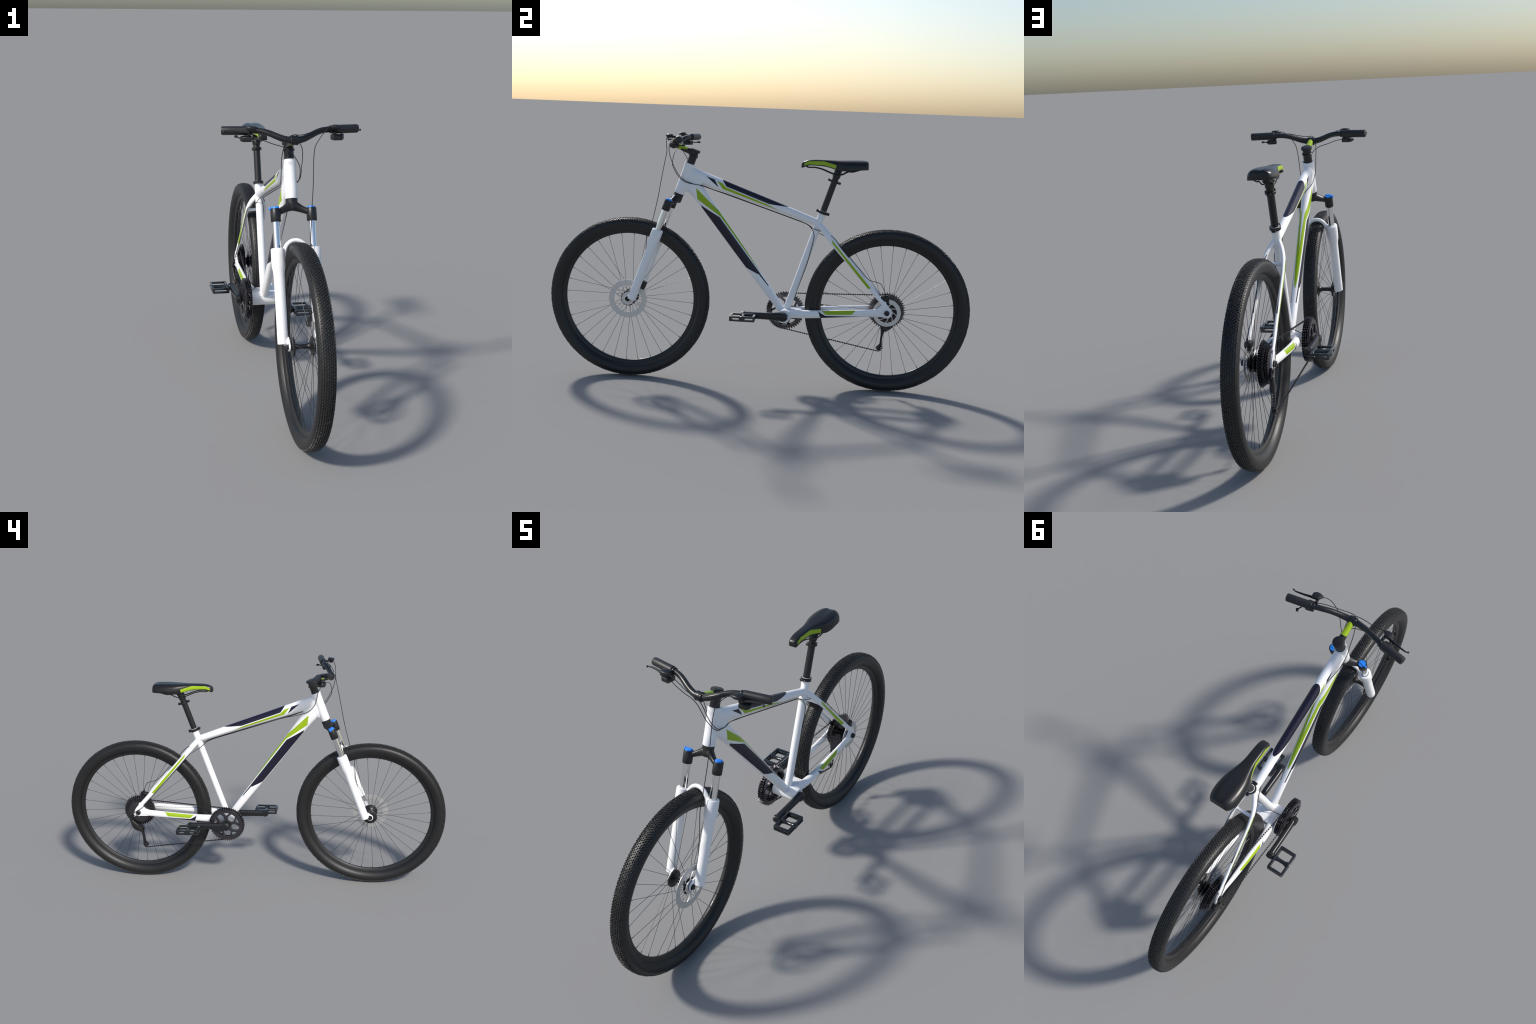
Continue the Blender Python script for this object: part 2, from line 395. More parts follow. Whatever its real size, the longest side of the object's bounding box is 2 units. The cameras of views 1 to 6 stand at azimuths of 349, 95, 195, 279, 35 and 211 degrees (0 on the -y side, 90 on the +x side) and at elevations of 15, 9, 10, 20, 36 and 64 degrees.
for p, q in zip(pos, pz):
    y, wt, wb = p; zt, zb = q[0], q[1]; h = zt - zb; ring = []
    rear = max(0.0, min(1.0, (y - .33) / .12))
    for i in range(NS):
        t = i / NS
        if t < .74:      # over the top from right skirt to left skirt
            a = PI * (t / .74)
            cx = math.cos(a); sz = math.sin(a)
            e = 3.4 + 1.4 * (1 - rear)
            X = sup(cx, e); Z = sup(sz, e) if abs(sz) > 1e-6 else 0.0
            w = wb + (wt - wb) * min(1, Z * 1.15)
            x = w * X
            groove = .0042 * rear * math.exp(-(x / .010) ** 2) * Z
            z = zb + h * (Z * (1 - (.04 + .08 * rear) * abs(X) ** 2.5)) - groove
        else:            # recessed underside
            u = (t - .74) / .26
            x = -wb * (1 - 2 * u) * .97 if u > 0 else -wb
            z = zb + .007 * math.sin(PI * u) ** .6 * max(0, min(1, (y - .20) / .03)) * max(0, min(1, (.488 - y) / .02))
        ring.append(bm.verts.new((x, y, z)))
    rings.append(ring)
ring_faces(bm, rings, True)
saddle = finish("saddle", bm, MAT_SADDLE, bike, 50)
RAIL = [(.2066, 1.0500, .012), (.2188, 1.0445, .013), (.2479, 1.0450, .014), (.2826, 1.0380, .017), (.3336, 1.0192, .021), (.3707, 1.0165, .022), (.4015, 1.0315, .026), (.4225, 1.0325, .028), (.4535, 1.0420, .031), (.4717, 1.0480, .033)]
for s in (1, -1):
    bm = bmesh.new(); rod(bm, [(s * x, y, z) for y, z, x in RAIL], .0027, 6, 10)
    finish("saddle_rail", bm, MAT_SATIN, saddle)

# ------------------------------------------------------------------ head column, stem, handlebar
bm = bmesh.new()
lathe(bm, [(.862, .0190), (.8995, .0190), (.9005, .0222), (.9020, .0228), (.9060, .0228), (.9075, .0215), (.9085, .0200)], F(0, M_AXIS, 0), NV, 40)
finish("headset_spacer", bm, MAT_PLASTIC, bike)
bm = bmesh.new()
lathe(bm, [(.9085, .0190), (.911, .0200), (.918, .0185), (.925, .0200)], F(0, M_AXIS, 0), NV, 36)
secs = []
for m, r, n0 in [(M_AXIS + .004, .0125, .917), (-.685, .0135, .9172), (-.71, .0128, .918), (-.735, .0124, .919), (-.752, .0126, .920), (-.762, .0130, .9203)]:
    secs.append((F(0, m, n0), XV, NV, r * (1.05 if m > -.72 else 1.0), r, 2.4))
loft(bm, secs, 32)
stem = finish("stem", bm, MAT_STEM, bike)
bm = bmesh.new()
lathe(bm, [(.9245, .0205), (.925, .0235), (.9265, .0245), (.9320, .0245), (.9352, .0232), (.9365, .0205), (.9367, .006)], F(0, M_AXIS, 0), NV, 40)
finish("stem_cap", bm, MAT_PLASTIC, stem)
BAR = [(0, -.4152, 1.1236, .0135), (.018, -.4150, 1.1245, .0134), (.040, -.4100, 1.1290, .0126), (.065, -.4010, 1.1382, .0119), (.090, -.3895, 1.1480, .0115), (.115, -.3780, 1.1540, .0114), (.140, -.3695, 1.1558, .0113), (.160, -.3645, 1.1558, .0110), (.21, -.3550, 1.1552, .0104), (.259, -.3458, 1.1549, .0104)]
full = [(-x, y, z, r) for x, y, z, r in BAR[:0:-1]] + BAR
bm = bmesh.new(); rod(bm, [p[:3] for p in full], [p[3] for p in full], 6, 20)
handlebar = finish("handlebar", bm, MAT_SATIN, bike)
bm = bmesh.new()   # clamp of the stem around the bar
lathe(bm, [(-.0155, .0120), (-.0155, .0165), (-.0135, .0178), (.0135, .0178), (.0155, .0165), (.0155, .0120)], (0, -.4152, 1.1236), XV, 28)
lathe(bm, [(-.0022, .0185), (.0022, .0185)], (.0105, -.4152, 1.1236), XV, 28)
lathe(bm, [(-.0022, .0185), (.0022, .0185)], (-.0105, -.4152, 1.1236), XV, 28)
finish("stem_clamp", bm, MAT_SATIN, stem)

for s in (1, -1):
    a = Vector((s * .158, -.3648, 1.1558)); b = Vector((s * .2632, -.3450, 1.1549)); L = (b - a).length
    bm = bmesh.new()
    lathe(bm, [(0, .0100), (0, .0154), (.0015, .0165), (.012, .0166), (L * .6, .0164), (L - .006, .0165), (L - .0015, .0152), (L, .0122), (L, .004)], a, b - a, 32)
    finish("grip", bm, MAT_GRIP, handlebar)
    bm = bmesh.new()   # clamp collar next to the grip
    lathe(bm, [(-.011, .010), (-.011, .0140), (-.0095, .0148), (-.003, .0148), (-.0018, .0140), (-.0018, .010)], a, b - a, 28)
    finish("bar_clamp", bm, MAT_SATIN, handlebar)
    # brake lever body
    ux = (b - a).normalized(); uf = Vector((0, 0, 1)).cross(ux).normalized()
    if uf.y > 0: uf = -uf
    upv = Vector((0, 0, 1))
    bm = bmesh.new()
    bc = Vector((s * .1585, -.4065, 1.1702))
    loft(bm, [(bc - ux * .0225 + uf * .004, uf, upv, .0035, .0032, 2.2), (bc - ux * .016 + uf * .003, uf, upv, .0075, .0052, 2.6), (bc - ux * .006, uf, upv, .0150, .0075, 3.4), (bc + ux * .008, uf, upv, .0165, .0078, 3.6), (bc + ux * .0165, uf, upv, .0130, .0066, 3.0), (bc + ux * .0215, uf, upv, .0085, .0052, 2.6)], 24)
    rot = Matrix((ux, -uf, upv)).transposed()
    box(bm, bc - ux * .004 - uf * .016 - upv * .006, (.011, .026, .010), rot, .0018)
    box(bm, bc + ux * .016 + uf * .0015 - upv * .0125, (.018, .016, .013), rot, .0025)
    lever = finish("brake_lever", bm, MAT_PLASTIC, handlebar)
    bm = bmesh.new()
    bl = [(.176, -.4020, 1.1545), (.190, -.3985, 1.1560), (.208, -.3930, 1.1572), (.226, -.3895, 1.1572), (.240, -.3875, 1.1565), (.250, -.3870, 1.1558), (.258, -.3895, 1.1552)]
    pos = catmull(bl, 6); secs = []
    for i, c in enumerate(pos):
        c = Vector((s * c.x, c.y, c.z)); f = i / (len(pos) - 1)
        t = Vector((s, .1, 0)).normalized()
        secs.append((c, Vector((0, 1, 0)), Vector((0, 0, 1)), .0046 - .0026 * f, .0058 - .0034 * f, 2.4))
    loft(bm, secs, 16)
    bmesh.ops.create_uvsphere(bm, u_segments=14, v_segments=10, radius=.0042, matrix=Matrix.Translation((s * .2595, -.3905, 1.1552)))
    finish("lever_blade", bm, MAT_SATIN, lever)
    # shifter pod under the bar
    bm = bmesh.new()
    sc = Vector((s * .1745, -.3800, 1.1275))
    loft(bm, [(sc - ux * .0215, uf, upv, .0120, .0072, 3.5), (sc - ux * .0195, uf, upv, .0195, .0102, 6), (sc + ux * .010, uf, upv, .0215, .0105, 6), (sc + ux * .0195, uf, upv, .0150, .0090, 3.5), (sc + ux * .0225, uf, upv, .0100, .0065, 3)], 24)
    box(bm, sc - ux * .012 + upv * .013 - uf * .002, (.012, .018, .018), rot, .002)
    shifter = finish("shifter", bm, MAT_PLASTIC, handlebar)
    bm = bmesh.new()
    rod(bm, [sc + ux * .015 - uf * .004, sc + ux * .026 - uf * .016 + upv * .001, sc + ux * .036 - uf * .034 + upv * .003], [.0045, .0026, .0026], 5, 10)
    box(bm, sc + ux * .0385 - uf * .041 + upv * .0035, (.0105, .0125, .0085), Matrix.Rotation(s * .35, 3, 'Z') @ rot, .0016)
    finish("shift_paddle", bm, MAT_PLASTIC, shifter)

# ------------------------------------------------------------------ suspension fork
bm = bmesh.new()
lathe(bm, [(.7165, .019), (.7165, .0232), (.705, .0228), (.695, .0228), (.684, .0232), (.6745, .0215), (.6720, .0185), (.6720, .010)], F(0, M_AXIS, 0), NV, 36)
secs = []
CR = [(-.074, -.6865, .6600, .0135, .0120), (-.060, -.6850, .6625, .0135, .0125), (-.045, -.6790, .6690, .0140, .0130), (-.030, -.6720, .6780, .0165, .0160), (-.015, -.6670, .6870, .0200, .0200)]
CR = CR + [(0, -.6655, .6900, .0215, .0205)] + [(-a, b, c, e, f) for a, b, c, e, f in CR[::-1]]
pp = catmull([c[:3] for c in CR], 5); rr = catmull([(c[3], c[4], 0) for c in CR], 5)
loft(bm, [(F(*p), MV, NV, r[0], r[1], 2.2) for p, r in zip(pp, rr)], 24)
for s in (1, -1):
    lathe(bm, [(.6268, .014), (.6268, .0184), (.6280, .0192), (.65, .0194), (.6755, .0192), (.6768, .0184), (.6768, .008)], F(s * .0695, M_FORK, 0), NV, 36)
crown = finish("fork_crown", bm, MAT_PLASTIC, bike, 40)
for s in (1, -1):
    bm = bmesh.new()
    lathe(bm, [(.45, .0143), (.63, .0143)], F(s * .0695, M_FORK, 0), NV, 36)
    finish("stanchion", bm, MAT_CHROME, bike)
    bm = bmesh.new()
    prof = [(.1690, .006), (.1690, .0188), (.1705, .0200), (.215, .0205), (.2155, .0201), (.30, .0203), (.40, .0205), (.425, .0207), (.440, .0222), (.455, .0252), (.463, .0259), (.500, .0264), (.5225, .0260), (.5260, .0246), (.5275, .0222), (.5275, .0160), (.520, .0150)]
    lathe(bm, prof, F(s * .0695, M_FORK, 0), NV, 40)
    leg = finish("fork_leg", bm, MAT_WHITE, bike)
    bm = bmesh.new()   # axle hook plate
    o = []
    for t in [.45 - i * .30 for i in range(17)]:
        o.append((-.614 + .0165 * math.cos(t), .3868 + .0165 * math.sin(t)))
    o += [(-.607, .412), (-.592, .418), (-.583, .400), (-.587, .386)]
    prism(bm, o, s * .0475, s * .0545, .0012)
    loft(bm, [((s * .050, -.596, .400), Vector((0, 1, 0)), NV, .010, .013, 2.4), ((s * .066, -.588, .400), Vector((0, 1, 0)), NV, .016, .015, 2.4)], 18)
    finish("fork_dropout", bm, MAT_WHITE, leg)
    # blue adjuster
    bm = bmesh.new()
    lathe(bm, [(.6765, .0150), (.6800, .0152), (.6822, .0140), (.6830, .004)], F(s * .0695, M_FORK, 0), NV, 32)
    if s < 0:
        c = F(-.0695, M_FORK, .6805)
        R = Matrix((XV, MV, NV)).transposed() @ Matrix.Rotation(-.25, 3, 'Z')
        box(bm, c + NV * .0022, (.030, .0085, .0055), R, .0018)
        box(bm, c - XV * .0195 + MV * .004 - NV * .003, (.0075, .009, .013), R, .0020)
    else:
        box(bm, F(.0695, M_FORK, .6825), (.022, .007, .004), Matrix((XV, MV, NV)).transposed(), .0015)
    finish("adjuster_knob", bm, MAT_BLUE, crown)
ar = [(-.0600, -.688, .4750), (-.0500, -.688, .5000), (-.0430, -.688, .5200), (-.0325, -.689, .5390), (-.017, -.690, .5510), (0, -.690, .5545)]
ar = ar + [(-a, b, c) for a, b, c in ar[-2::-1]]
bm = bmesh.new(); rod(bm, [F(*p) for p in ar], [.0125, .0110, .0092, .0085, .0085, .0085, .0085, .0085, .0092, .0110, .0125], 6, 18)
finish("fork_arch", bm, MAT_WHITE, bike)

# ------------------------------------------------------------------ wheels
R = .386; HUBZ = .386
def wheel_parts():
    P = {}
    # tyre carcass
    half = [(.0098, .3262), (.0132, .3282), (.0205, .3328), (.0268, .3398), (.0308, .3490), (.0322, .3580), (.0306, .3660), (.0280, .3728), (.0228, .3776), (.0150, .3808), (.0075, .3823)]
    prof = half + [(0, .3828)] + [(-x, r) for x, r in half[::-1]] + [(-.007, .3240), (.007, .3240)]
    bm = bmesh.new(); torus_loop(bm, prof, 180); P["tyre"] = (bm, MAT_TYRE, 40)
    # rim
    h = [(.0038, .3098), (.0050, .3103), (.0076, .3140), (.0100, .3195), (.0116, .3245), (.0120, .3268), (.0110, .3284), (.0085, .3290)]
    prof = h + [(-x, r) for x, r in h[::-1]]
    bm = bmesh.new(); torus_loop(bm, prof, 144); P["rim"] = (bm, MAT_RIM, 30)
    # tread knobs: staggered diagonal rows over the crown
    bm = bmesh.new()
    NR, NA = 8, 214
    # cross section of the carcass as arc table
    sec = [(.0272, .3736), (.0228, .3776), (.0150, .3808), (.0075, .3823), (0, .3828)]
    sec = sec + [(-x, r) for x, r in sec[-2::-1]]
    cum = [0]
    for a, b in zip(sec[:-1], sec[1:]): cum.append(cum[-1] + math.hypot(a[0] - b[0], a[1] - b[1]))
    def at(s):
        for i in range(len(cum) - 1):
            if s <= cum[i + 1] or i == len(cum) - 2:
                f = (s - cum[i]) / (cum[i + 1] - cum[i]); a, b = sec[i], sec[i + 1]
                p = (a[0] + (b[0] - a[0]) * f, a[1] + (b[1] - a[1]) * f)
                t = Vector((b[0] - a[0], b[1] - a[1])).normalized()
                return p, t
    tot = cum[-1]; pitch = 2 * PI / NA
    for k in range(NA):
        for j in range(NR):
            s = tot * (j + .5) / NR
            (x, r), t = at(s)
            nx, nr = t.y, -t.x
            if nr < 0: nx, nr = -nx, -nr
            ang = k * pitch + j * pitch * .55 + random.uniform(-.16, .16) * pitch
            hgt = random.uniform(.0026, .0040) if 0 < j < NR - 1 else .0026
            hs = tot / NR * random.uniform(.22, .31); hl = pitch * R * random.uniform(.22, .35)
            skew = random.uniform(.1, .6)
            lo, hi = [], []
            for us, ul in ((-1, -1), (1, -1), (1, 1), (-1, 1)):
                for lst, k2, hh in ((lo, 1.20, -.0012), (hi, .86, hgt)):
                    ss = us * hs * k2; ll = (ul * hl * k2 + us * hs * skew)
                    px = x + t.x * ss + nx * hh; pr = r + t.y * ss + nr * hh
                    pr = min(pr, R)
                    a = ang + ll / R
                    lst.append(bm.verts.new((px, pr * math.cos(a), pr * math.sin(a))))
            bm.faces.new(hi)
            for i in range(4): bm.faces.new((lo[i], lo[(i + 1) % 4], hi[(i + 1) % 4], hi[i]))
    P["tread_knobs"] = (bm, MAT_TREAD, 30)
    return P

def build_wheel(cy, flanges, hub_prof, rotor, shared, sweep=.5):
    w = bpy.data.objects.new("wheel", None); SC.collection.objects.link(w); w.parent = bike; w.location = (0, cy, HUBZ)
    if shared is None:
        shared = {}
        for nm, (bm, mat, ang) in wheel_parts().items():
            shared[nm] = finish(nm, bm, mat, w, ang, nm == "tread_knobs").data
    else:
        for nm, me in shared.items():
            if nm != "spoke": finish(nm, me, None, w, stuff=nm == "tread_knobs")
    bm = bmesh.new(); lathe(bm, hub_prof, (0, 0, 0), XV, 36)
    hub = finish("hub", bm, MAT_SATIN, w)
    # spokes: 32, crossed, alternating flanges
    bm_n = bmesh.new()
    base = None
    for k in range(32):
        # four-spoke lacing unit: (rim angle, hub angle offset, flange)
        rim_a, lean, side = ((351.8, -3, 1), (2.8, 6.5, -1), (14.1, 18, -1), (24.9, -14, 1))[k % 4]
        ra = math.radians(rim_a + 45 * (k // 4)); ha = ra + math.radians(lean)
        dirn = 1 if k % 4 in (1, 3) else -1
        fx, fr = flanges[0 if side < 0 else 1]
        p0 = Vector((fx + .0010 * dirn, fr * math.sin(ha), fr * math.cos(ha)))
        p1 = Vector((side * .0015, .3115 * math.sin(ra), .3115 * math.cos(ra)))
        dv = p1 - p0
        if base is None:
            bm = bmesh.new(); lathe(bm, [(0, .00085), (1, .00085)], (0, 0, 0), (0, 0, 1), 8)
            base = finish("spoke", bm, MAT_SPOKE, w); sp = base
        else:
            sp = base.copy(); sp.name = "spoke"; SC.collection.objects.link(sp); sp.parent = w
        q = Vector((0, 0, 1)).rotation_difference(dv.normalized())
        sp.matrix_local = Matrix.Translation(p0) @ q.to_matrix().to_4x4() @ Matrix.Diagonal((1, 1, dv.length, 1))
        n0 = p1 - dv.normalized() * .012
        rod(bm_n, [n0, p1], .0015, 1, 8)
    finish("spoke_nipples", bm_n, MAT_SPOKE, w, stuff=True)
    # brake rotor: braking ring, curved arms, carrier
    xr, ro, ri, rc, arms = rotor
    bm = bmesh.new(); N = 96
    annulus(bm, [(ro * (1 + .006 * math.cos(2 * PI * i * 12 / N)), 2 * PI * i / N) for i in range(N)], [(ri, 2 * PI * i / N) for i in range(N)], xr - .0010, xr + .0010)
    annulus(bm, [(rc + .004, 2 * PI * i / N) for i in range(N)], [(rc - .009, 2 * PI * i / N) for i in range(N)], xr - .0014, xr + .0014)
    for k in range(arms):
        a0 = 2 * PI * k / arms
        pts = []
        for i in range(7):
            f = i / 6; r = rc + .001 + (ri + .002 - rc) * f; a = a0 + sweep * f
            pts.append((r, a))
        L, Rr = [], []
        for r, a in pts:
            wdt = .0021 / r
            L.append((r, a - wdt)); Rr.append((r, a + wdt))
        out = L + Rr[::-1]
        prism(bm, [(r * math.sin(a), r * math.cos(a)) for r, a in out], xr - .0008, xr + .0012)
    finish("brake_rotor", bm, MAT_ROTOR, w, 30)
    return w, shared

hubF = [(-.063, .004), (-.063, .0075), (-.0615, .0082), (-.0545, .0082), (-.0545, .0125), (-.046, .0130), (-.043, .016), (-.0415, .034), (-.040, .0360), (-.0345, .0355), (-.0325, .0250), (-.026, .0125), (-.015, .0092), (.010, .0090),
        (.020, .0105), (.027, .0160), (.0325, .0270), (.0350, .0345), (.0375, .0362), (.0395, .0350), (.0410, .020), (.0490, .0140), (.0545, .0125), (.0545, .0085), (.0615, .0082), (.063, .0070), (.063, .003)]
wF, shared = build_wheel(-.614, ((-.0375, .0315), (.0375, .0315)), hubF, (.0445, .0915, .0655, .0265, 8), None, .45)
hubR = [(-.058, .004), (-.058, .0125), (-.012, .0130), (-.006, .0150), (.004, .0185), (.008, .027), (.0105, .0325), (.0145, .0330), (.0165, .026), (.0195, .020), (.0225, .0205), (.0255, .027), (.0275, .0330), (.0305, .0325), (.0325, .024), (.036, .018), (.049, .014), (.052, .0115)]
wR, _ = build_wheel(.614, ((.0150, .0300), (.0255, .0300)), hubR, (.0405, .0650, .0465, .0225, 9), shared)
# axle end caps at the rear
for s in (1, -1):
    bm = bmesh.new()
    lathe(bm, [(.052, .0125), (.0555, .0125), (.0575, .0118), (.0655, .0112), (.0668, .0098), (.0668, .0045), (.0640, .004)], (0, .6135, .387), XV * s, 24)
    finish("axle_cap", bm, MAT_PLASTIC, bike)

# ------------------------------------------------------------------ cassette
C0 = Vector((0, .614, HUBZ))
bm = bmesh.new()
lathe(bm, [(-.0485, .012), (-.0485, .0500), (-.0470, .0540), (-.0455, .0545), (-.0445, .045), (-.0150, .045), (-.0130, .045), (-.0130, .012)], C0, XV, 48)
cassette = finish("cassette", bm, MAT_GEAR, bike)
for i in range(6):
    x = -.0150 - .0060 * i; rt = .0885 - .0048 * i
    teeth = int(46 - 2 * i)
    bm = bmesh.new(); g = gear_outline(teeth, rt, rt - .0085, .6)
    gear(bm, g, .040, x - .0013, x + .0013, C0.y, C0.z)
    finish("sprocket", bm, MAT_TOOTH, cassette, 60)

# ------------------------------------------------------------------ cranks, chainrings, pedals
CRK = Vector((0, .1315, .3445))
bm = bmesh.new()
lathe(bm, [(-.122, .008), (-.100, .011), (-.058, .0125), (.058, .0125), (.070, .011)], CRK, XV, 24)
finish("crank_axle", bm, MAT_SATIN, bike)
rings_x = [-.0690, -.0765, -.0840, -.0915]
rings_r = [.0925, .0935, .0935, .0935]
for i, (x, rt) in enumerate(zip(rings_x, rings_r)):
    bm = bmesh.new(); T = 46
    g = gear_outline(T, rt, rt - .0095, .62)
    gear(bm, g, .0690, x - .0014, x + .0014, CRK.y, CRK.z)
    finish("chainring", bm, MAT_TOOTH, bike, 60)
# spider: outer face ring, bolts and five split arms
bm = bmesh.new()
N = 80
annulus(bm, [(.0840, 2 * PI * i / N) for i in range(N)], [(.0670, 2 * PI * i / N) for i in range(N)], -.0975, -.0890, CRK.y, CRK.z)
annulus(bm, [(.0265, 2 * PI * i / N) for i in range(N)], [(.0100, 2 * PI * i / N) for i in range(N)], -.0975, -.0780, CRK.y, CRK.z)
def pol(r, a): return (CRK.y + r * math.sin(a), CRK.z + r * math.cos(a))
for k in range(5):
    a0 = 2 * PI * k / 5 + .02
    for sd in (1, -1):      # the two legs of each split arm
        o = [pol(.0685, a0 + sd * .47), pol(.0685, a0 + sd * .31), pol(.0505, a0 + sd * .05), pol(.0440, a0 + sd * .0), pol(.0440, a0 + sd * .17)]
        prism(bm, o if sd > 0 else o[::-1], -.0972, -.0790, .0006)
    o = [pol(.0475, a0 + .13), pol(.0475, a0 - .13), pol(.0240, a0 - .30), pol(.0240, a0 + .30)]
    prism(bm, o, -.0970, -.0790, .0006)
    for sd in (1, -1):
        c = pol(.0725, a0 + sd * .38)
        lathe(bm, [(-.0980, .002), (-.0980, .0040), (-.0690, .0042), (-.0690, .002)], (0, *c), XV, 12)
finish("chainring_spider", bm, MAT_GEAR, bike, 25)

def crank(s, x, yend):
    """arm: rounded bar from the axle to the pedal end"""
    bm = bmesh.new(); a = CRK + XV * x; L = yend - CRK.y; sg = 1 if L > 0 else -1
    YV = Vector((0, 1, 0)); ZV = Vector((0, 0, 1))
    xo = x + s * .004
    secs = []
    for f, w, h, dx in [(-.021, .006, .010, 0), (-.012, .0115, .0180, 0), (0, .0135, .0215, 0), (.02, .0135, .0200, 0), (.05, .0132, .0170, .001), (.10, .0134, .0162, .002), (.15, .0136, .0158, .003), (.18, .0138, .0160, .004), (abs(L) + .006, .0138, .0160, .004), (abs(L) + .0135, .0110, .0130, .004), (abs(L) + .0165, .0050, .0060, .004)]:
        secs.append((Vector((x + s * dx, CRK.y + sg * f, CRK.z + (.0015 * f / .19))), XV, ZV, w, h, 2.7))
    loft(bm, secs, 28)
    lathe(bm, [(-.006, .020), (.008, .0215), (.013, .0205), (.0165, .0150), (.0178, .0090), (.0178, .0045), (.0150, .0040)], CRK + XV * x, XV * s, 28)
    lathe(bm, [(-.0140, .006), (-.0135, .0150), (-.004, .0172), (.010, .0172), (.0150, .0150), (.0172, .0080)], (x + s * .004, yend, CRK.z + .0015), XV * s, 24)
    arm = finish("crank_arm", bm, MAT_SATIN, bike, 40)
    # pedal
    px0 = x + s * (.022 if s > 0 else .0235); W = .076; LY = .0585; y0 = yend - sg * .001; z0 = CRK.z + .0005
    bm = bmesh.new()
    xa, xb = px0, px0 + s * W
    cx = (xa + xb) / 2
    hz = .0125
    for zz in (hz - .0047, -hz + .0047):       # two cage frames, top and bottom
        for yy in (-LY + .0052, LY - .0052):
            box(bm, (cx, y0 + yy, z0 + zz), (W, .0112, .0095), None, .0026)
        for xx in (xa + s * .0045, xb - s * .0045):
            box(bm, (xx, y0, z0 + zz), (.0108, LY * 2 - .006, .0092), None, .0026)
    for yy in (-LY + .004, LY - .004):
        for xx in (xa + s * .0045, xb - s * .0045):
            box(bm, (xx, y0 + yy, z0), (.0080, .0080, hz * 2 - .006), None, .0018)
    lathe(bm, [(-.006, .005), (0, .006), (.002, .0115), (.012, .0122), (.022, .0088), (W - .024, .0088), (W - .014, .0132), (W - .002, .0138), (W + .0015, .0118), (W + .0015, .003)], (xa, y0, z0), XV * s, 24)
    box(bm, (cx, y0, z0), (W - .008, .012, .014), None, .003)
    finish("pedal", bm, MAT_PEDAL, arm, 35)
crank(-1, -.1130, .3205)
crank(1, .0680, -.0525)

# ------------------------------------------------------------------ chain
def arc(cy, cz, r, a0, a1, n):
    return [(cy + r * math.sin(a0 + (a1 - a0) * i / n), cz + r * math.cos(a0 + (a1 - a0) * i / n)) for i in range(n + 1)]
J1 = (.6125, .2935); J2 = (.5855, .1965)
path2 = []
path2 += arc(CRK.y, CRK.z, .0875, -PI + .22, .05, 40)          # over the chainring, front side
path2 += arc(.614, HUBZ, .0705, .03, PI - .25, 24)             # around the cassette, rear side
path2 += arc(J1[0], J1[1], .0180, -.5, -PI * .60, 8)           # front of the upper jockey wheel
path2 += arc(J2[0], J2[1], .0165, PI * .42, PI * 1.03, 10)     # rear and bottom of the lower one
def chain_x(y, z):
    if y < .13: return -.0765
    if z > .36: return -.0765 + (.0445) * max(0, min(1, (y - .14) / .46))
    if z > .30: return -.0320 - (.36 - z) * .14
    return -.0425 - (.034) * max(0, min(1, (.585 - y) / .45))
P3 = [Vector((chain_x(y, z), y, z)) for y, z in path2]; P3.append(P3[0].copy())
seglen = [(b - a).length for a, b in zip(P3[:-1], P3[1:])]; total = sum(seglen)
NL = int(total / .0108) // 2 * 2; stepl = total / NL
def along(s):
    s %= total
    for i, l in enumerate(seglen):
        if s <= l: return P3[i].lerp(P3[i + 1], s / l if l else 0)
        s -= l
    return P3[-1]
bm = bmesh.new()
for k in range(NL):
    a, b = along(k * stepl), along((k + 1) * stepl)
    t = (b - a).normalized(); u = XV - t * XV.dot(t); u.normalize(); v = t.cross(u)
    off = .0024 if k % 2 else .0015
    for s in (1, -1):
        c = (a + b) / 2 + u * s * off
        h = stepl * .5
        prof = [(-h - .0022, -.0014), (-h - .0022, .0014), (-h + .001, .0034), (-.001, .0012), (.001, .0012), (h - .001, .0034), (h + .0022, .0014), (h + .0022, -.0014), (h - .001, -.0034), (.001, -.0012), (-.001, -.0012), (-h + .001, -.0034)]
        A = [bm.verts.new(c + t * p + v * q + u * .0005) for p, q in prof]; B = [bm.verts.new(c + t * p + v * q - u * .0005) for p, q in prof]
        bm.faces.new(A); bm.faces.new(B[::-1])
        for i in range(len(A)): bm.faces.new((A[i], B[i], B[(i + 1) % len(A)], A[(i + 1) % len(A)]))
    rod(bm, [a - u * .0029, a + u * .0029], .0026, 1, 8)
finish("chain", bm, MAT_CHAIN, bike, 30, stuff=True)

# ------------------------------------------------------------------ rear derailleur
bm = bmesh.new()
lathe(bm, [(-.062, .004), (-.062, .0070), (-.050, .0075), (-.046, .005)], (0, .6465, .3645), XV, 18)
loft(bm, [((-.0535, .640, .375), XV, Vector((0, .6, .8)), .005, .008, 2.6), ((-.0545, .651, .359), XV, Vector((0, .8, .6)), .0055, .008, 2.6), ((-.055, .6575, .345), XV, Vector((0, 1, .1)), .0065, .008, 2.6)], 18)
lathe(bm, [(-.0645, .003), (-.0640, .0065), (-.045, .0065), (-.044, .003)], (0, .657, .345), XV, 18)
# parallelogram body
frame_tube(bm, [(-.0555, .6560, .3430, .0075, .0075), (-.0560, .6475, .3280, .0085, .0125), (-.0560, .6370, .3110, .0090, .0175), (-.0550, .6250, .2970, .0085, .0165), (-.0530, .6130, .2880, .0070, .0120), (-.0515, .6040, .2790, .0055, .0080)], 5, 22, 2.4)
